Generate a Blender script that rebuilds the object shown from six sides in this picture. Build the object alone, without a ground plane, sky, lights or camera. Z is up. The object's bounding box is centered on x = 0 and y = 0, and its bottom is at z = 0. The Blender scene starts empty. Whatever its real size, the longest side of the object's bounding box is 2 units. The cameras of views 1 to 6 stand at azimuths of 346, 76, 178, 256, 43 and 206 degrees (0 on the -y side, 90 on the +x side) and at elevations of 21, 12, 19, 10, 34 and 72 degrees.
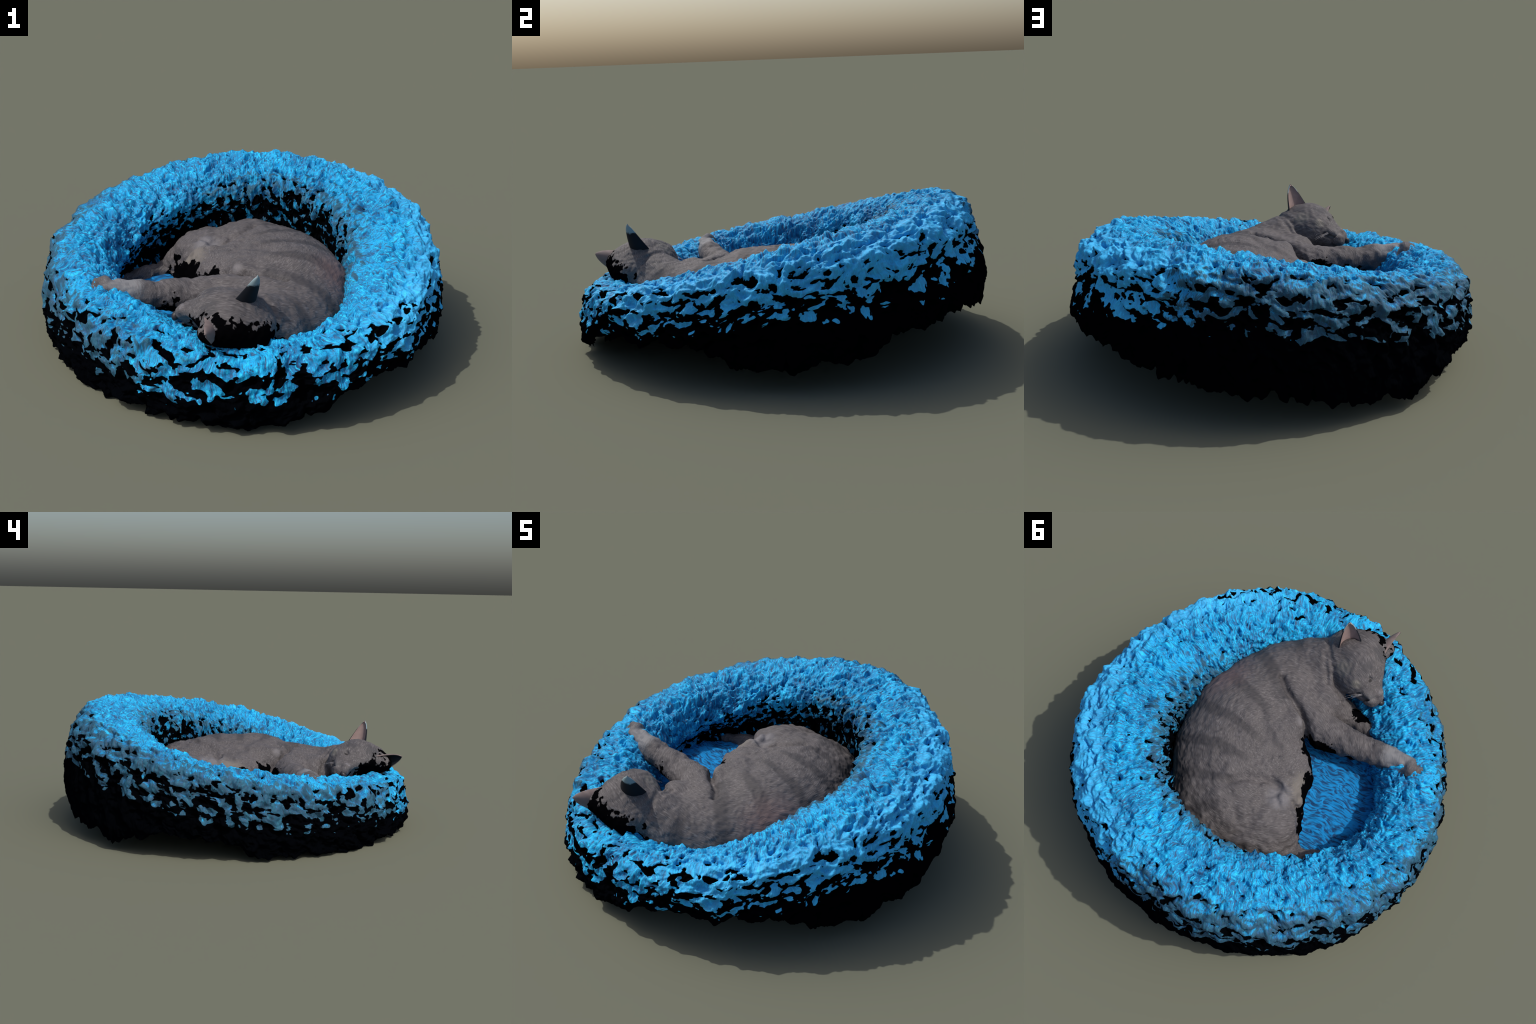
import bpy, bmesh, math
import numpy as np
from mathutils import Vector, Matrix

TAU = 2 * math.pi
rng = np.random.default_rng(7)

# --------------------------------------------------------------------------
# helpers
# --------------------------------------------------------------------------
def fourier(t, c):
    o = c[0] + 0 * t
    for k in range(1, (len(c) + 1) // 2):
        o = o + c[2 * k - 1] * np.cos(k * t) + c[2 * k] * np.sin(k * t)
    return o


def ring_table(t, pts):
    """periodic linear interpolation of (degrees, value) pairs"""
    a = np.array([p[0] for p in pts], float)
    v = np.array([p[1] for p in pts], float)
    a = np.concatenate([a - 360, a, a + 360]); v = np.tile(v, 3)
    return np.interp(np.degrees(t) % 360, a, v)


def ring_smooth(t, pts):
    """periodic smooth interpolation: table on a fine ring, blurred"""
    g = np.radians(np.arange(720) / 2)
    v = ring_table(g, pts)
    k = np.exp(-0.5 * (np.arange(-30, 31) / 10.0) ** 2); k /= k.sum()
    v = np.convolve(np.concatenate([v[-30:], v, v[:30]]), k, 'valid')
    return np.interp(np.degrees(t) % 360, np.arange(721) / 2, np.append(v, v[0]))


def lattice(ix, iy, iz, seed):
    h = (ix * 374761393 + iy * 668265263 + iz * 2147483647 + seed * 974634777) & 0xFFFFFFFF
    h = ((h ^ (h >> 13)) * 1274126177) & 0xFFFFFFFF
    h = h ^ (h >> 16)
    return (h & 0xFFFF) / 32767.5 - 1


def noise(p, scale, seed=0):
    q = p * scale
    i = np.floor(q).astype(np.int64); f = q - i
    f = f * f * f * (f * (f * 6 - 15) + 10)
    out = 0
    for dx in (0, 1):
        wx = f[:, 0] if dx else 1 - f[:, 0]
        for dy in (0, 1):
            wy = f[:, 1] if dy else 1 - f[:, 1]
            for dz in (0, 1):
                wz = f[:, 2] if dz else 1 - f[:, 2]
                out = out + wx * wy * wz * lattice(i[:, 0] + dx, i[:, 1] + dy, i[:, 2] + dz, seed)
    return out


def catmull(P, u):
    """P: (..., K, 2) control points, u in 0..1 array -> (..., U, 2)"""
    K = P.shape[-2]
    x = u * (K - 1); i = np.minimum(x.astype(int), K - 2); f = (x - i)[:, None]
    g = lambda k: P[..., np.clip(k, 0, K - 1), :]
    p0, p1, p2, p3 = g(i - 1), g(i), g(i + 1), g(i + 2)
    return 0.5 * (2 * p1 + (p2 - p0) * f + (2 * p0 - 5 * p1 + 4 * p2 - p3) * f ** 2 + (3 * p1 - p0 - 3 * p2 + p3) * f ** 3)


def mesh_from(name, verts, faces):
    me = bpy.data.meshes.new(name)
    verts = np.asarray(verts, np.float32); faces = np.asarray(faces, np.int32)
    n = faces.shape[1]
    me.vertices.add(len(verts)); me.vertices.foreach_set('co', verts.ravel())
    me.loops.add(faces.size); me.loops.foreach_set('vertex_index', faces.ravel())
    me.polygons.add(len(faces)); me.polygons.foreach_set('loop_start', np.arange(len(faces), dtype=np.int32) * n)
    me.update(calc_edges=True); me.validate()
    me.polygons.foreach_set('use_smooth', np.ones(len(me.polygons), bool))
    return me


def add_object(name, me, parent=None, mat=None):
    ob = bpy.data.objects.new(name, me)
    bpy.context.scene.collection.objects.link(ob)
    if parent: ob.parent = parent
    if mat: me.materials.append(mat)
    return ob


def empty(name, label, category):
    ob = bpy.data.objects.new(name, None)
    bpy.context.scene.collection.objects.link(ob)
    ob['label'] = label; ob['category'] = category
    return ob


def grid_faces(nu, nv, closed_u):
    i = np.arange(nu if closed_u else nu - 1)[:, None]; j = np.arange(nv - 1)[None]
    a = i * nv + j; b = ((i + 1) % nu) * nv + j
    return np.stack([a, b, b + 1, a + 1], -1).reshape(-1, 4)


class Nodes:
    """terse node building that works in shader trees and in geometry trees"""
    def __init__(self, tree): self.t = tree; self.n = tree.nodes; self.l = tree.links
    def node(self, kind, **props):
        x = self.n.new(kind)
        for k, v in props.items(): setattr(x, k, v)
        return x
    def put(self, sock, val):
        if hasattr(val, 'is_output'): self.l.new(val, sock)
        else: sock.default_value = val
    def m(self, op, a, b=None, c=None, clamp=False):
        x = self.node('ShaderNodeMath', operation=op, use_clamp=clamp)
        for s, v in zip(x.inputs, (a, b, c)):
            if v is not None: self.put(s, v)
        return x.outputs[0]
    def vec(self, x, y, z):
        n = self.node('ShaderNodeCombineXYZ')
        for s, v in zip(n.inputs, (x, y, z)): self.put(s, v)
        return n.outputs[0]
    def sep(self, v):
        n = self.node('ShaderNodeSeparateXYZ'); self.put(n.inputs[0], v); return n.outputs
    def vm(self, op, a, b=None, s=None):
        n = self.node('ShaderNodeVectorMath', operation=op); self.put(n.inputs[0], a)
        if b is not None: self.put(n.inputs[1], b)
        if s is not None: self.put(n.inputs['Scale'], s)
        return n.outputs['Value'] if op in ('DISTANCE', 'LENGTH', 'DOT_PRODUCT') else n.outputs[0]
    def noise(self, v, scale, detail=2.0, rough=0.5, dist=0.0, col=False):
        n = self.node('ShaderNodeTexNoise'); self.put(n.inputs['Vector'], v)
        n.inputs['Scale'].default_value = scale; n.inputs['Detail'].default_value = detail
        n.inputs['Roughness'].default_value = rough; n.inputs['Distortion'].default_value = dist
        return n.outputs['Color' if col else 0]
    def step(self, v, lo, hi, a=0.0, b=1.0):
        n = self.node('ShaderNodeMapRange', interpolation_type='SMOOTHSTEP')
        for s, x in zip(n.inputs, (v, lo, hi, a, b)): self.put(s, x)
        return n.outputs[0]
    def mix(self, f, a, b):
        n = self.node('ShaderNodeMix', data_type='RGBA')
        self.put(n.inputs[0], f)
        for s, v in ((n.inputs[6], a), (n.inputs[7], b)):
            self.put(s, (*v, 1) if isinstance(v, tuple) else v)
        return n.outputs[2]


def new_material(name, rough=0.9, spec=0.15):
    m = bpy.data.materials.new(name); m.use_nodes = True
    b = m.node_tree.nodes['Principled BSDF']
    b.inputs['Roughness'].default_value = rough; b.inputs['Specular IOR Level'].default_value = spec
    return m, Nodes(m.node_tree), b

# --------------------------------------------------------------------------
# PET BED : a tilted plush ring
# --------------------------------------------------------------------------
RO = [.960, -.013, .021, -.025, -.012, .006, .018]        # outer radius around the ring
ZC = [.496, .095, .156, .006, .004, -.002, -.012]        # crest height around the ring
RI = [(0, .51), (26, .50), (51, .51), (77, .52), (100, .55), (120, .58), (133, .58), (156, .62), (167, .64), (180, .62),
      (196, .58), (221, .56), (235, .60), (255, .66), (275, .66), (300, .60), (317, .53), (340, .49)]      # inner edge of the crest
UC = [(0, -.02), (25, .01), (60, .03), (100, .04), (140, .04), (180, .02), (230, -.02), (300, -.07), (340, -.06)]   # undercut of the inner wall
ZB = [(0, .13), (4, .13), (11, .20), (18, .23), (24, .21), (34, .25), (45, .23), (58, .20), (73, .18), (89, .15), (104, .11), (115, .08),
      (124, .055), (128, .05), (137, .10), (145, .14), (154, .13), (162, .11), (169, .07), (171, .035), (191, .025), (205, .005), (218, .005), (228, .02),
      (250, .025), (266, .03), (272, .05), (278, .08), (281, .13), (291, .18), (296, .185), (301, .16), (304, .16), (309, .195), (314, .19),
      (322, .18), (328, .14), (332, .10), (341, .11), (347, .10), (357, .13)]                                # ragged lower edge
DR = [(0, .015), (20, .018), (35, .006), (50, -.010), (65, -.005), (90, -.004), (110, -.016), (125, -.022), (140, -.022), (160, -.005), (180, .004), (210, .014), (240, .012), (270, 0), (300, 0), (320, -.006), (340, .002)]
RM, ZM = .74, (.29, .108, .174)       # ring line about which the tube coordinates run
FLOOR = .165


def tube_coords(N, pos):
    """position -> (pattern vector, angle from top: + outside / - inside, radial direction)"""
    x, y, z = N.sep(pos)
    r = N.m('SQRT', N.m('ADD', N.m('MULTIPLY', x, x), N.m('MULTIPLY', y, y)))
    cx, cy = N.m('DIVIDE', x, r), N.m('DIVIDE', y, r)
    zm = N.m('ADD', N.m('MULTIPLY_ADD', cx, ZM[1], ZM[0]), N.m('MULTIPLY', cy, ZM[2]))
    dr, dz = N.m('SUBTRACT', r, RM), N.m('SUBTRACT', z, zm)
    phi = N.m('ARCTAN2', dr, dz)
    v = N.vec(N.m('MULTIPLY', cx, .85), N.m('MULTIPLY', cy, .85), N.m('MULTIPLY', phi, .23))
    w = N.m('SQRT', N.m('ADD', N.m('MULTIPLY', dr, dr), N.m('MULTIPLY', dz, dz)))
    k = N.m('DIVIDE', dr, w)
    d = N.vec(N.m('MULTIPLY', cx, k), N.m('MULTIPLY', cy, k), N.m('DIVIDE', dz, w))
    return v, phi, d, cx, cy


def plush_fields(N, v):
    """the relief fields of the plush, the same in geometry and in colour"""
    warp = N.vm('SCALE', N.vm('SUBTRACT', N.noise(v, 8, 1, col=True), (.5, .5, .5)), s=.07)
    u = N.vm('ADD', v, warp)
    lump = N.noise(u, 6, 2)
    clump = N.noise(u, 17, 2, .5)
    lip = N.m('SUBTRACT', clump, N.noise(N.vm('ADD', u, (0, 0, .014)), 17, 2, .5))      # + on the low side of each tuft
    pit = N.noise(N.vm('MULTIPLY', N.vm('ADD', u, (3.1, 1.7, .4)), (.75, .75, 1.15)), 24, 2, .5)
    x, y, z = N.sep(N.vm('ADD', u, N.vm('SCALE', N.noise(v, 11, 1, col=True), s=.07)))
    strand = N.noise(N.vec(x, y, N.m('MULTIPLY', z, .13)), 130, 2, .6)
    low = N.m('ADD', N.m('MULTIPLY', pit, .75), N.m('ADD', N.m('MULTIPLY', N.m('SUBTRACT', 1.0, clump), .25), N.m('MULTIPLY', lip, .35)))
    return lump, clump, lip, low, strand


def plush_relief(ob, pits=1.0):
    tree = bpy.data.node_groups.new('plush_relief', 'GeometryNodeTree')
    tree.interface.new_socket('Geometry', in_out='INPUT', socket_type='NodeSocketGeometry')
    tree.interface.new_socket('Geometry', in_out='OUTPUT', socket_type='NodeSocketGeometry')
    N = Nodes(tree)
    gi, go = N.node('NodeGroupInput'), N.node('NodeGroupOutput')
    pos = N.node('GeometryNodeInputPosition').outputs[0]
    v, phi, d, cx, cy = tube_coords(N, pos)
    lump, clump, lip, low, strand = plush_fields(N, v)
    a = N.m('MULTIPLY', N.m('SUBTRACT', lump, .5), .05)
    b = N.m('MULTIPLY', N.m('SUBTRACT', clump, .5), .085)
    c = N.m('MULTIPLY', N.step(low, .53, .66), -.028 * pits)
    e = N.m('MULTIPLY', N.m('SUBTRACT', strand, .5), .006)
    total = N.m('ADD', N.m('ADD', N.m('ADD', a, b), N.m('ADD', c, e)), .009)
    sp = N.node('GeometryNodeSetPosition')
    N.l.new(gi.outputs[0], sp.inputs['Geometry'])
    N.l.new(N.vm('SCALE', d, s=total), sp.inputs['Offset'])
    N.l.new(sp.outputs[0], go.inputs[0])
    mod = ob.modifiers.new('plush_relief', 'NODES'); mod.node_group = tree
    bpy.context.view_layer.update()
    dg = bpy.context.evaluated_depsgraph_get()
    me = bpy.data.meshes.new_from_object(ob.evaluated_get(dg))
    ob.modifiers.clear(); old = ob.data; ob.data = me; bpy.data.meshes.remove(old)


def plush_material():
    m, N, b = new_material('blue_plush', .72, .32)
    pos = N.node('ShaderNodeTexCoord').outputs['Object']
    v, phi, d, cx, cy = tube_coords(N, pos)
    lump, clump, lip, low, strand = plush_fields(N, v)
    tone = N.m('ADD', N.m('MULTIPLY', N.noise(v, 5, 4, .6), .7), N.m('MULTIPLY', clump, .3))
    col = N.mix(N.step(tone, .38, .60), (.005, .185, .42), (.008, .38, .74))
    fine = N.noise(N.vm('ADD', v, N.vm('SCALE', N.noise(v, 30, 1, col=True), s=.03)), 160, 2)
    col = N.mix(N.step(strand, .54, .66), col, (.02, .58, .92))
    col = N.mix(N.m('MULTIPLY', N.step(strand, .47, .36), .85), col, (.035, .075, .16))
    col = N.mix(N.m('MULTIPLY', N.step(fine, .5, .32), .45), col, (.02, .07, .19))
    col = N.mix(N.m('MULTIPLY', N.step(cx, .1, .7), N.m('MULTIPLY', N.step(phi, -.1, .7), .6)), col, (.07, .54, .97))  # outer +x rim lightened in colour for the sun glint on its tufts
    # darker grey-blue streaks over the blue: outside of the low and far sides, inner +x slope
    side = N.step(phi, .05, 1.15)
    grey_blue_at = N.m('MULTIPLY', side, N.step(N.m('SUBTRACT', N.m('MULTIPLY', cy, .6), cx), -.3, .5))
    grey_blue_at = N.m('MAXIMUM', grey_blue_at, N.m('MULTIPLY', N.step(phi, -.35, -1.2), N.step(N.m('ADD', cx, N.m('MULTIPLY', cy, .6)), -.1, .6, 0.0, .55)))
    drab = N.step(N.m('ADD', N.m('MULTIPLY', grey_blue_at, .36), N.m('ADD', N.m('MULTIPLY', strand, .7), N.m('MULTIPLY', lip, 1.2))), .50, .62)
    drab = N.m('MULTIPLY', drab, N.step(grey_blue_at, 0, .2))
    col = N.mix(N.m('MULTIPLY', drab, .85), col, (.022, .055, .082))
    # ragged black patches: scattered between the tufts, solid on the lower wall
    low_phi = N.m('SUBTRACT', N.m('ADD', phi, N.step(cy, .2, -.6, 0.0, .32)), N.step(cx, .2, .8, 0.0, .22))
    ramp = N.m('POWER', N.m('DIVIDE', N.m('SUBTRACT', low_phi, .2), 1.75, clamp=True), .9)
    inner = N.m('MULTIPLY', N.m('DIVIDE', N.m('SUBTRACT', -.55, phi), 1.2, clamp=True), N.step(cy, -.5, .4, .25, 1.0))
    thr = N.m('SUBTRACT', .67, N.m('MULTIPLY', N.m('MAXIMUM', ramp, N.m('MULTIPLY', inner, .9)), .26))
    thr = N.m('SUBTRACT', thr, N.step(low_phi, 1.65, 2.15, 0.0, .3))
    black_patch = N.step(N.m('SUBTRACT', low, thr), 0, .012)
    col = N.mix(black_patch, col, (.0012, .0016, .0025))
    N.l.new(N.m('MULTIPLY_ADD', black_patch, -.32, .32), b.inputs['Specular IOR Level'])
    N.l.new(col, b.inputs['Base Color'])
    bump = N.node('ShaderNodeBump'); bump.inputs['Strength'].default_value = .6; bump.inputs['Distance'].default_value = .006
    N.l.new(N.m('ADD', strand, N.m('MULTIPLY', fine, .5)), bump.inputs['Height'])
    N.l.new(bump.outputs[0], b.inputs['Normal'])
    return m


def build_bed():
    bed = empty('pet_bed', 'round tilted plush pet bed of shaggy bright blue fur', 'pet bed')
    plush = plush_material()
    nt, ns = 1300, 300
    t = np.linspace(0, TAU, nt, endpoint=False)
    ro, zc, ri, zb = fourier(t, RO) + ring_smooth(t, DR), fourier(t, ZC), ring_smooth(t, RI), ring_table(t, ZB)
    h = zc - zb; w = ro - ri
    rag = .012 * noise(np.stack([np.cos(t) * 9, np.sin(t) * 9, 0 * t], 1), 2.5, 3)
    zb = np.maximum(zb + rag, .004)
    uc = ring_smooth(t, UC)
    fl = FLOOR + 0 * t
    lean = ring_smooth(t, [(0, .020), (60, .020), (95, .006), (130, 0), (180, 0), (240, 0), (290, 0), (330, .010)])   # the raised side hangs outwards
    mid = np.maximum(zc - .16, FLOOR + .06)
    C = np.stack([
        np.stack([ro - .022 + 1.3 * lean, zb], 1),
        np.stack([ro - .004 + 1.2 * lean, zb + .12 * h], 1),
        np.stack([ro + .002 + .7 * lean, zb + .32 * h], 1),
        np.stack([ro - .008 - .5 * lean, zb + .60 * h], 1),
        np.stack([ro - .034 - lean, zb + .84 * h], 1),
        np.stack([ro - .28 * w, zc - .010], 1),
        np.stack([ro - .50 * w, zc - .0], 1),
        np.stack([ro - .74 * w, zc - .025], 1),
        np.stack([ri + .03, zc - .08], 1),
        np.stack([ri + .15 * uc, mid], 1),
        np.stack([ri + .8 * uc, .5 * mid + .5 * fl], 1),
        np.stack([ri + uc, fl + .01], 1),
        np.stack([ri + uc - .04, fl - .05], 1)], 1)
    u = np.linspace(0, 1, ns)
    S = catmull(C, u)
    r, z = S[..., 0], S[..., 1]
    V = np.stack([r * np.cos(t)[:, None], r * np.sin(t)[:, None], z], -1).reshape(-1, 3)
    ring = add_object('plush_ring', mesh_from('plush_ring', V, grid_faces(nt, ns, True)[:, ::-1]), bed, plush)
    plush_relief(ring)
    co = np.empty(len(ring.data.vertices) * 3, np.float32); ring.data.vertices.foreach_get('co', co)
    co = co.reshape(-1, 3); co[:, 2] = np.maximum(co[:, 2], 0.0); ring.data.vertices.foreach_set('co', co.ravel())

    # cushion: the furry floor pad
    mc, N, b = new_material('cushion_plush', .9, .1)
    pos = N.node('ShaderNodeTexCoord').outputs['Object']
    wv = N.vm('ADD', pos, N.vm('SCALE', N.noise(pos, 8, 1, col=True), s=.10))
    x, y, zz = N.sep(wv)
    st = N.noise(N.vec(N.m('MULTIPLY', x, .18), y, zz), 95, 2)
    col = N.mix(N.step(st, .35, .6), (.015, .06, .16), (.012, .25, .60))
    N.l.new(col, b.inputs['Base Color'])
    bump = N.node('ShaderNodeBump'); bump.inputs['Strength'].default_value = .7; bump.inputs['Distance'].default_value = .01
    N.l.new(st, bump.inputs['Height']); N.l.new(bump.outputs[0], b.inputs['Normal'])
    na, nr = 360, 90
    a = np.linspace(0, TAU, na, endpoint=False); q = np.linspace(.002, 1, nr)
    R = (ring_smooth(a, RI) + ring_smooth(a, UC) + .01)[:, None] * q[None]
    X, Y = R * np.cos(a)[:, None], R * np.sin(a)[:, None]
    Z = FLOOR + .02 - .03 * q[None] ** 4 + 0 * X
    P = np.stack([X, Y, Z], -1).reshape(-1, 3)
    P[:, 2] += .014 * noise(P, 9, 5) + .008 * noise(P * np.array([.35, 1, 1]), 45, 6)
    add_object('cushion', mesh_from('cushion', P, grid_faces(na, nr, True)), bed, mc)

    # underside: dark lining below the ring
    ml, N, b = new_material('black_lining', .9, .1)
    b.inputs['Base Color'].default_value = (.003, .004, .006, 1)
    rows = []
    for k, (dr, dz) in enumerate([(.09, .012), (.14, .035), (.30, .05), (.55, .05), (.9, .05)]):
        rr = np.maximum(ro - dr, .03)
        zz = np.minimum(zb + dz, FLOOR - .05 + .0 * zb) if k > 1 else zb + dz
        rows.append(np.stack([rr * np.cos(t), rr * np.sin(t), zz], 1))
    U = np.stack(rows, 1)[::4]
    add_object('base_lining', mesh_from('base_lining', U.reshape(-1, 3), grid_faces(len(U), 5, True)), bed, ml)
    return bed

# --------------------------------------------------------------------------
# CAT : implicit body, meshed once, then split into anatomical parts
# --------------------------------------------------------------------------
def smin(a, b, k):
    h = np.clip(.5 + .5 * (b - a) / k, 0, 1)
    return b + (a - b) * h - k * h * (1 - h)


def smax(a, b, k): return -smin(-a, -b, k)


def ellipsoid(p, c, r, axes=None):
    q = p - np.array(c)
    if axes is not None: q = q @ np.array(axes).T
    r = np.array(r)
    k0 = np.linalg.norm(q / r, axis=1); k1 = np.linalg.norm(q / (r * r), axis=1) + 1e-9
    return k0 * (k0 - 1) / k1


def limb(p, pts):
    """chain of round cones: pts = [(x, y, z, radius), ...]"""
    d = np.full(len(p), 9.0)
    for a, b in zip(pts[:-1], pts[1:]):
        A, B = np.array(a[:3]), np.array(b[:3]); ab = B - A
        h = np.clip(((p - A) @ ab) / (ab @ ab), 0, 1)
        d = np.minimum(d, np.linalg.norm(p - A - h[:, None] * ab, axis=1) - (a[3] + (b[3] - a[3]) * h))
    return d


def frame(f, e):
    f = np.array(f, float); f /= np.linalg.norm(f)
    e = np.array(e, float); e -= f * (e @ f); e /= np.linalg.norm(e)
    return np.array([f, e, np.cross(f, e)])


HEAD = np.array((-.235, -.620, .365))
HF = frame((-.155, .12, -.02), (.33, .49, .81))      # nose direction, sideways (to the upper ear), rest
# folds seen from above: path over the body, half width, depth
CREASES = [([(.09, -.385), (.03, -.325), (-.06, -.274), (-.13, -.215), (-.19, -.125), (-.24, -.05)], .018, .032),
           ([(.08, .238), (0, .177), (-.097, .139), (-.177, .161), (-.257, .196), (-.324, .28), (-.36, .35)], .022, .022),
           ([(-.11, .22), (-.148, .189), (-.2, .25)], .015, .010),
           ([(-.04, -.68), (-.091, -.59), (-.174, -.485), (-.24, -.435)], .013, .014),
           ([(-.06, -.60), (-.13, -.47)], .012, .008),
           ([(-.297, -.468), (-.363, -.482), (-.40, -.505)], .007, .008),
           ([(.12, -.18), (.05, -.08), (-.04, -.03)], .03, .008), ([(.2, -.05), (.1, .05), (0, .06)], .03, .007)]


def cat_fields(p):
    """distance to each anatomical part"""
    d = {}
    body = limb(p * np.array([1, 1, 1.33]), [(-.10, .335, .29, .225), (.09, .26, .315, .29), (.17, .05, .335, .305),
                (.18, -.14, .340, .300), (.15, -.30, .315, .260), (.09, -.44, .295, .215)])
    body = smin(body, ellipsoid(p, (-.02, .02, .25), (.22, .24, .17)), .05)
    body = smin(body, ellipsoid(p, (-.14, -.42, .285), (.11, .10, .11)), .04)          # chest
    body = smin(body, ellipsoid(p, (.02, -.33, .25), (.17, .18, .165)), .06)
    body = smin(body, ellipsoid(p, (-.12, .05, .25), (.15, .20, .15)), .05)
    body = smin(body, limb(p, [(-.03, -.10, .36, .09), (-.075, -.21, .385, .05)]), .05)
    d['torso'] = body
    d['neck'] = limb(p, [(.10, -.46, .225, .185), (0, -.57, .265, .155), (-.11, -.62, .330, .130)])
    sk = ellipsoid(p, (-.225, -.650, .370), (.145, .125, .135), HF)
    sk = smin(sk, ellipsoid(p, (-.240, -.750, .375), (.105, .090, .085)), .04)          # crown between the ears
    sk = smin(sk, ellipsoid(p, (-.320, -.785, .370), (.055, .05, .045)), .03)          # root of the lower ear
    sk = smin(sk, ellipsoid(p, (-.165, -.675, .425), (.06, .055, .055)), .03)          # root of the upper ear
    sk = smin(sk, ellipsoid(p, (-.150, -.735, .345), (.105, .090, .085)), .04)          # nape side of the skull
    sk = smin(sk, ellipsoid(p, (-.250, -.580, .375), (.110, .098, .105), HF), .03)      # cheeks
    sk = smin(sk, ellipsoid(p, (-.338, -.532, .345), (.085, .058, .058), HF), .03)    # muzzle
    sk = smin(sk, ellipsoid(p, (-.392, -.528, .345), (.038, .036, .034), HF), .02)
    sk = smin(sk, limb(p, [(-.305, -.70, .395, .045), (-.392, -.54, .362, .022)]), .03)   # bridge of the nose
    sk = smax(sk, -ellipsoid(p, (-.335, -.556, .440), (.022, .016, .008), HF), .010)   # closed eye fold
    sk = smax(sk, -limb(p, [(-.30, -.485, .375, .012), (-.385, -.490, .335, .010)]), .015)   # mouth line
    sk = smax(sk, -ellipsoid(p, (-.44, -.675, .290), (.115, .15, .085)), .03)           # hollow below the brow
    d['head'] = sk
    arm = limb(p, [(-.02, -.32, .29, .125), (-.20, -.25, .295, .10), (-.34, -.245, .305, .078), (-.48, -.25, .315, .06), (-.60, -.25, .335, .058), (-.69, -.235, .350, .055), (-.76, -.22, .335, .045)])
    arm = np.minimum(arm, limb(p, [(-.20, -.42, .22, .09), (-.33, -.42, .185, .055), (-.45, -.38, .195, .05)]))
    d['forelimb'] = arm
    hind = smin(ellipsoid(p, (-.13, .31, .24), (.20, .21, .165)), limb(p, [(-.20, .36, .22, .09), (-.36, .39, .17, .045), (-.57, .29, .17, .03)]), .05)
    hind = smin(hind, ellipsoid(p, (-.18, .16, .25), (.10, .13, .15)), .05)
    d['hindlimb'] = hind
    return d


def surface_nets(lo, hi, step, field):
    nx, ny, nz = [int(math.ceil((b - a) / step)) + 1 for a, b in zip(lo, hi)]
    gx, gy, gz = [lo[i] + step * np.arange(n) for i, n in enumerate((nx, ny, nz))]
    G = np.stack(np.meshgrid(gx, gy, gz, indexing='ij'), -1).reshape(-1, 3)
    F = np.concatenate([field(c) for c in np.array_split(G, 12)]).reshape(nx, ny, nz)
    acc = np.zeros((nx - 1, ny - 1, nz - 1, 3)); cnt = np.zeros((nx - 1, ny - 1, nz - 1))
    corners = [(i, j, k) for i in (0, 1) for j in (0, 1) for k in (0, 1)]
    cut = lambda c: F[c[0]:nx - 1 + c[0], c[1]:ny - 1 + c[1], c[2]:nz - 1 + c[2]]
    for a in corners:
        for ax in range(3):
            if a[ax]: continue
            b = list(a); b[ax] = 1; fa, fb = cut(a), cut(tuple(b))
            s = (fa < 0) != (fb < 0)
            tt = np.where(s, fa / np.where(s, fa - fb, 1), 0)
            for q in range(3):
                acc[..., q] += np.where(s, a[q] + (tt if q == ax else 0), 0)
            cnt += s
    act = cnt > 0
    idx = -np.ones(act.shape, np.int64); idx[act] = np.arange(act.sum())
    cell = np.argwhere(act)
    V = (cell + acc[act] / cnt[act][:, None]) * step + np.array(lo)
    faces = []
    for ax in range(3):
        u, v = (ax + 1) % 3, (ax + 2) % 3
        sl = [slice(1, -1)] * 3; sl[ax] = slice(0, -1); f0 = F[tuple(sl)]
        sl[ax] = slice(1, None); f1 = F[tuple(sl)]
        e = np.argwhere((f0 < 0) != (f1 < 0)); off = np.ones(3, int); off[ax] = 0
        inside = f0[tuple(e.T)] < 0
        e = e + off
        q = []
        for du, dv in ((1, 1), (0, 1), (0, 0), (1, 0)):
            c = e.copy(); c[:, u] -= du; c[:, v] -= dv; q.append(idx[tuple(c.T)])
        q = np.stack(q, 1); q[~inside] = q[~inside][:, ::-1]; faces.append(q)
    return V, np.concatenate(faces)


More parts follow.
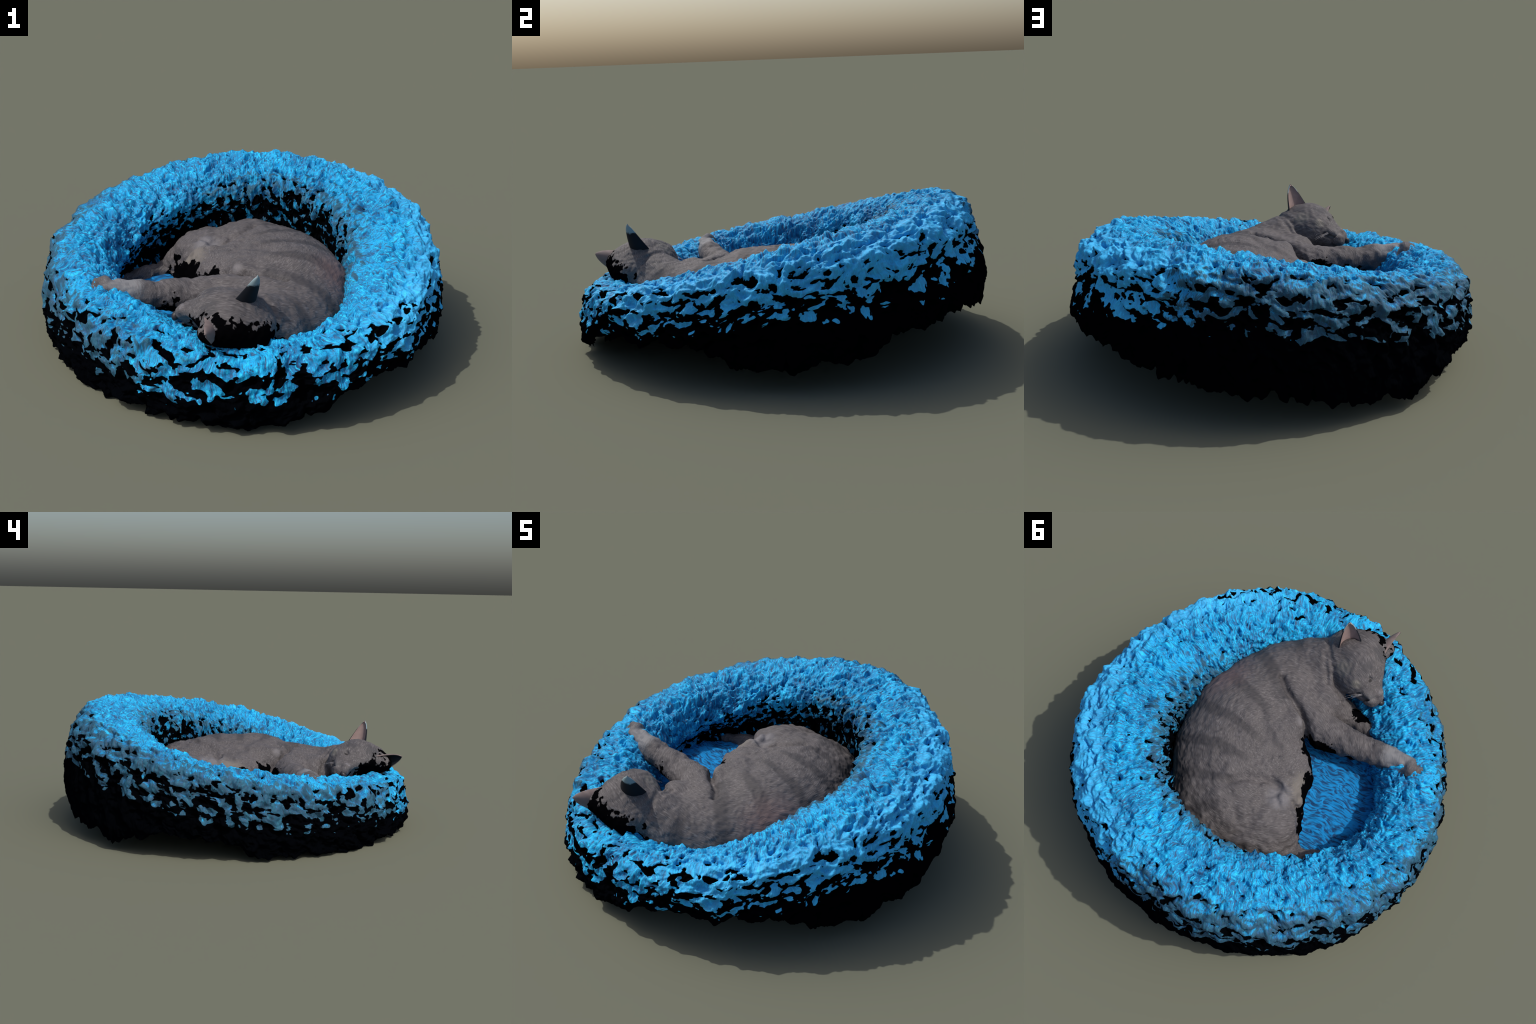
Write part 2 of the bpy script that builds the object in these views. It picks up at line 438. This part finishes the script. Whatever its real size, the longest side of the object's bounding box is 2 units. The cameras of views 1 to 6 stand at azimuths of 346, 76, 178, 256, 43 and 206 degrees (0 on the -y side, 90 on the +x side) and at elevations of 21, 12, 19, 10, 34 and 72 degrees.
def fur_material(name, base=(.095, .086, .088), dark=(.030, .028, .031), light=(.19, .178, .18)):
    m, N, b = new_material(name, .75, .4)
    pos = N.node('ShaderNodeTexCoord').outputs['Object']
    wv = N.vm('ADD', pos, N.vm('SCALE', N.noise(pos, 7, 1, col=True), s=.06))
    x, y, z = N.sep(wv)
    # fine fur strokes that follow the curl of the body
    r = N.m('SQRT', N.m('ADD', N.m('MULTIPLY', x, x), N.m('MULTIPLY', y, y)))
    ang = N.m('ARCTAN2', y, x)
    strokes = N.noise(N.vec(N.m('MULTIPLY', r, 230), N.m('MULTIPLY', ang, 11), N.m('MULTIPLY', z, 110)), 1.0, 2, .6)
    soft = N.noise(pos, 9, 3)
    col = N.mix(N.step(soft, .35, .65), tuple(c * .85 for c in base), base)
    col = N.mix(N.m('MULTIPLY', N.step(strokes, .52, .72), .6), col, light)
    col = N.mix(N.m('MULTIPLY', N.step(strokes, .48, .3), .6), col, dark)
    # ghost tabby bands across the ribs
    px, py, pz = N.sep(N.vm('ADD', pos, N.vm('SCALE', N.noise(pos, 5, 2, col=True), s=.08)))
    ba = N.m('ARCTAN2', N.m('SUBTRACT', py, .10), N.m('SUBTRACT', px, -.40))
    band = N.m('SINE', N.m('MULTIPLY', ba, 26))
    bm = N.m('MULTIPLY', N.step(band, .2, .9), N.step(N.m('SUBTRACT', px, .02), 0, .15))
    col = N.mix(N.m('MULTIPLY', bm, .6), col, dark)
    # markings: centre, radius, colour, strength
    for c, rad, tint, amt in (((-.17, .19, .40), .08, (.20, .195, .21), .5), ((-.25, .10, .33), .10, (.19, .17, .145), .6), ((-.11, -.22, .42), .04, (.2, .19, .2), .45),
                              ((-.36, -.505, .365), .035, (.24, .23, .22), .6), ((-.395, -.54, .375), .018, (.34, .33, .36), .8), ((-.275, -.500, .44), .03, (.2, .185, .155), .6),
                              ((-.285, -.605, .465), .055, (.045, .043, .048), .7), ((-.315, -.71, .44), .06, (.04, .04, .045), .6), ((-.333, -.556, .432), .013, (.012, .011, .012), .95),
                              ((-.62, -.26, .37), .10, (.22, .225, .235), .7), ((.04, -.30, .44), .06, (.04, .038, .042), .6), ((-.18, -.55, .46), .05, (.17, .16, .14), .5)):
        k = N.m('ADD', N.m('DIVIDE', N.vm('DISTANCE', pos, c), rad), N.m('MULTIPLY', N.m('SUBTRACT', strokes, .5), 1.4))
        col = N.mix(N.m('MULTIPLY', N.step(k, 1.1, .5), amt), col, tint)
    # reddish patch on the shoulder blade side of the back
    pk = N.step(N.vm('DISTANCE', pos, (.40, -.28, .33)), .24, .05)
    col = N.mix(N.m('MULTIPLY', pk, .45), col, (.20, .12, .115))
    # hard-edged black blotches under the jaw, behind the skull and in the belly folds
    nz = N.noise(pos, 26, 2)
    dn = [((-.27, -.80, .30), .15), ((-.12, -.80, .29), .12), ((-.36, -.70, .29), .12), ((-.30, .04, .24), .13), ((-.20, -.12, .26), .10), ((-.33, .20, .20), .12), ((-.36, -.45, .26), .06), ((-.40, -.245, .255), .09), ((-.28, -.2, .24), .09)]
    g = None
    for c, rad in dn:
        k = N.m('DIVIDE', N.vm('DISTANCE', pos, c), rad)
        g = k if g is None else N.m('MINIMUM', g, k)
    black_patch = N.step(N.m('ADD', g, N.m('MULTIPLY', N.m('SUBTRACT', nz, .5), 1.5)), 1.0, .93)
    col = N.mix(black_patch, col, (.0015, .0015, .002))
    N.l.new(N.m('MULTIPLY_ADD', black_patch, -.4, .4), b.inputs['Specular IOR Level'])
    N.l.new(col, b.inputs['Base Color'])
    bump = N.node('ShaderNodeBump'); bump.inputs['Strength'].default_value = .5; bump.inputs['Distance'].default_value = .004
    N.l.new(strokes, bump.inputs['Height']); N.l.new(bump.outputs[0], b.inputs['Normal'])
    return m


def ear(name, base_c, tip, spread, facing, width, fur, skin, parent):
    """cupped triangular ear: open side looks along 'facing'"""
    base_c, tip = np.array(base_c), np.array(tip)
    ax = tip - base_c; L = np.linalg.norm(ax); ax /= L
    fc = np.array(facing, float); fc -= ax * (fc @ ax); fc /= np.linalg.norm(fc)
    sd = np.cross(ax, fc)
    nu, nv = 40, 33
    s = np.linspace(0, 1, nu)[:, None]; a = np.linspace(-1, 1, nv)[None]
    w = width * (1 - .62 * s) * (1 - s ** 5) ** .5 + .003
    ang = a * (1.45 - .55 * s)
    rad = w / np.sin(1.45 - .55 * s)
    out = []
    for th in (0.0, .009):
        rr = np.maximum(rad - th * (1 - .5 * s), .001)
        x = rr * np.sin(ang); y = -(rr * np.cos(ang)) + rad * .55
        Pn = base_c + ax * (s * L * (1 - .05 * np.abs(a) ** 2))[..., None] + sd * x[..., None] + fc * y[..., None]
        out.append(Pn.reshape(-1, 3))
    f = grid_faces(nu, nv, False); n = nu * nv
    rim = []
    ids = np.arange(n).reshape(nu, nv)
    loop = np.concatenate([ids[:, 0], ids[-1, 1:], ids[::-1, -1][1:]])
    for p, q in zip(loop[:-1], loop[1:]): rim.append((p, q, q + n, p + n))
    F = np.concatenate([f[:, ::-1], f + n, np.array(rim)])
    V = np.concatenate(out)
    ob = add_object(name, mesh_from(name, V, F), parent, fur)
    ob.data.materials.append(skin)
    mi = np.zeros(len(ob.data.polygons), np.int32); mi[len(f):2 * len(f)] = 1
    ob.data.polygons.foreach_set('material_index', mi)
    return ob


def build_cat():
    cat = empty('cat', 'grey short haired cat curled up asleep on its side', 'cat')
    lo, hi = (-.80, -.86, .06), (.54, .60, .56)

    def field(p):
        d = cat_fields(p)
        f = smin(d['torso'], d['neck'], .07)
        f = smin(f, d['hindlimb'], .035)
        f = smin(f, d['head'], .035)
        f = smin(f, d['forelimb'], .03)
        for path, width, depth in CREASES:
            q = p * np.array([1, 1, 0])
            dd = limb(q, [(x, y, 0, 0) for x, y in path])
            f = f + depth * np.exp(-(dd / width) ** 2) * (p[:, 2] > .2)
        return f

    V, F = surface_nets(lo, hi, .0062, field)
    # relax the lattice steps, then add fur relief
    e = np.concatenate([F[:, [0, 1]], F[:, [1, 2]], F[:, [2, 3]], F[:, [3, 0]]])
    for it in range(6):
        s = np.zeros_like(V); c = np.zeros(len(V))
        for k in range(2):
            np.add.at(s, e[:, k], V[e[:, 1 - k]]); np.add.at(c, e[:, k], 1)
        V = V + (.5 if it % 2 == 0 else -.45) * (s / c[:, None] - V)
    me = mesh_from('cat_body', V, F)
    nrm = np.empty(len(V) * 3, np.float32); me.vertices.foreach_get('normal', nrm); nrm = nrm.reshape(-1, 3)
    P = V + .03 * np.stack([noise(V, 6, s) for s in (11, 12, 13)], 1)
    amp = np.clip((V[:, 0] * -1.6 + .75 + V[:, 1] * 1.0), .3, 1.5) * np.clip((V[:, 1] + .5) * 4, .45, 1)
    dsp = .007 * noise(P, 11, 14) * amp + .0065 * noise(P, 27, 15) * amp + .003 * noise(P, 60, 16)
    V = V + nrm * dsp[:, None]
    me.vertices.foreach_set('co', V.astype(np.float32).ravel()); me.update()
    vn = np.empty(len(V) * 3, np.float32); me.vertices.foreach_get('normal', vn); vn = vn.reshape(-1, 3)

    cen = V[F].mean(1)
    d = cat_fields(cen)
    names = ['torso', 'head', 'neck', 'forelimb', 'hindlimb']
    own = np.argmin(np.stack([d[n] for n in names]), 0)
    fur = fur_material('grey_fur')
    tucked = (own == 3) & (cen[:, 1] < -.345) & (cen[:, 2] < .30)          # the forelimb folded under the chin
    own[tucked] = 5
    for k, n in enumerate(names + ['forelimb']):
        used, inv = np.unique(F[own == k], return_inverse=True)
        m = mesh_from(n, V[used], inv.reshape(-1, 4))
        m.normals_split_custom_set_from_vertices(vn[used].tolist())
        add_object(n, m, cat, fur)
    bpy.data.meshes.remove(me)

    skin, N, b = new_material('ear_skin', .6, .3)
    pos = N.node('ShaderNodeTexCoord').outputs['Object']
    N.l.new(N.mix(N.noise(pos, 40, 3), (.20, .14, .13), (.34, .25, .23)), b.inputs['Base Color'])
    blk, N, b = new_material('ear_dark_back', .7, .2)
    pos = N.node('ShaderNodeTexCoord').outputs['Object']
    tipm = N.step(N.m('ADD', N.sep(pos)[2], N.m('MULTIPLY', N.noise(pos, 60, 2), .02)), .556, .566)
    N.l.new(N.mix(tipm, (.006, .008, .013), (.22, .30, .33)), b.inputs['Base Color'])
    tan, N, b = new_material('ear_tan_back', .7, .2)
    pos = N.node('ShaderNodeTexCoord').outputs['Object']
    N.l.new(N.mix(N.noise(pos, 40, 3), (.13, .10, .095), (.24, .19, .18)), b.inputs['Base Color'])
    ear('ear', (-.168, -.672, .415), (-.126, -.736, .596), 1, (-.5, .8, .15), .074, blk, skin, cat)
    ear('ear', (-.300, -.760, .372), (-.366, -.884, .416), 1, (-.8, .1, -.25), .062, tan, blk, cat)

    # nose pad
    mn, N, b = new_material('nose_skin', .45, .4)
    b.inputs['Base Color'].default_value = (.02, .018, .02, 1)
    bm = bmesh.new(); bmesh.ops.create_uvsphere(bm, u_segments=24, v_segments=16, radius=1)
    A = Matrix([(*(HF.T[i] * np.array((.016, .022, .016))), HEAD[i] * 0 + (-.424, -.510, .330)[i]) for i in range(3)] + [(0, 0, 0, 1)])
    bmesh.ops.transform(bm, matrix=A, verts=bm.verts)
    me = bpy.data.meshes.new('nose'); bm.to_mesh(me); bm.free()
    for p in me.polygons: p.use_smooth = True
    add_object('nose', me, cat, mn)

    # whiskers
    mw, N, b = new_material('whisker_hair', .5, .3)
    b.inputs['Base Color'].default_value = (.35, .33, .33, 1)
    for k in range(9):
        cu = bpy.data.curves.new('whisker', 'CURVE'); cu.dimensions = '3D'; cu.bevel_depth = .0013; cu.bevel_resolution = 1
        sp = cu.splines.new('POLY'); sp.points.add(9)
        st = np.array((-.355, -.515, .385)) + rng.normal(0, .007, 3)
        dr = np.array((.8, .45 + .5 * (k / 8 - .5), .05)); dr /= np.linalg.norm(dr); L = .09 + .05 * rng.random()
        for i in range(10):
            s = i / 9; q = st + dr * L * s + np.array((0, 0, .035 * s - .05 * s * s))
            sp.points[i].co = (*q, 1); sp.points[i].radius = 1 - .8 * s
        cu.materials.append(mw)
        ob = bpy.data.objects.new('whisker', cu); bpy.context.scene.collection.objects.link(ob); ob.parent = cat
    return cat


build_bed()
build_cat()
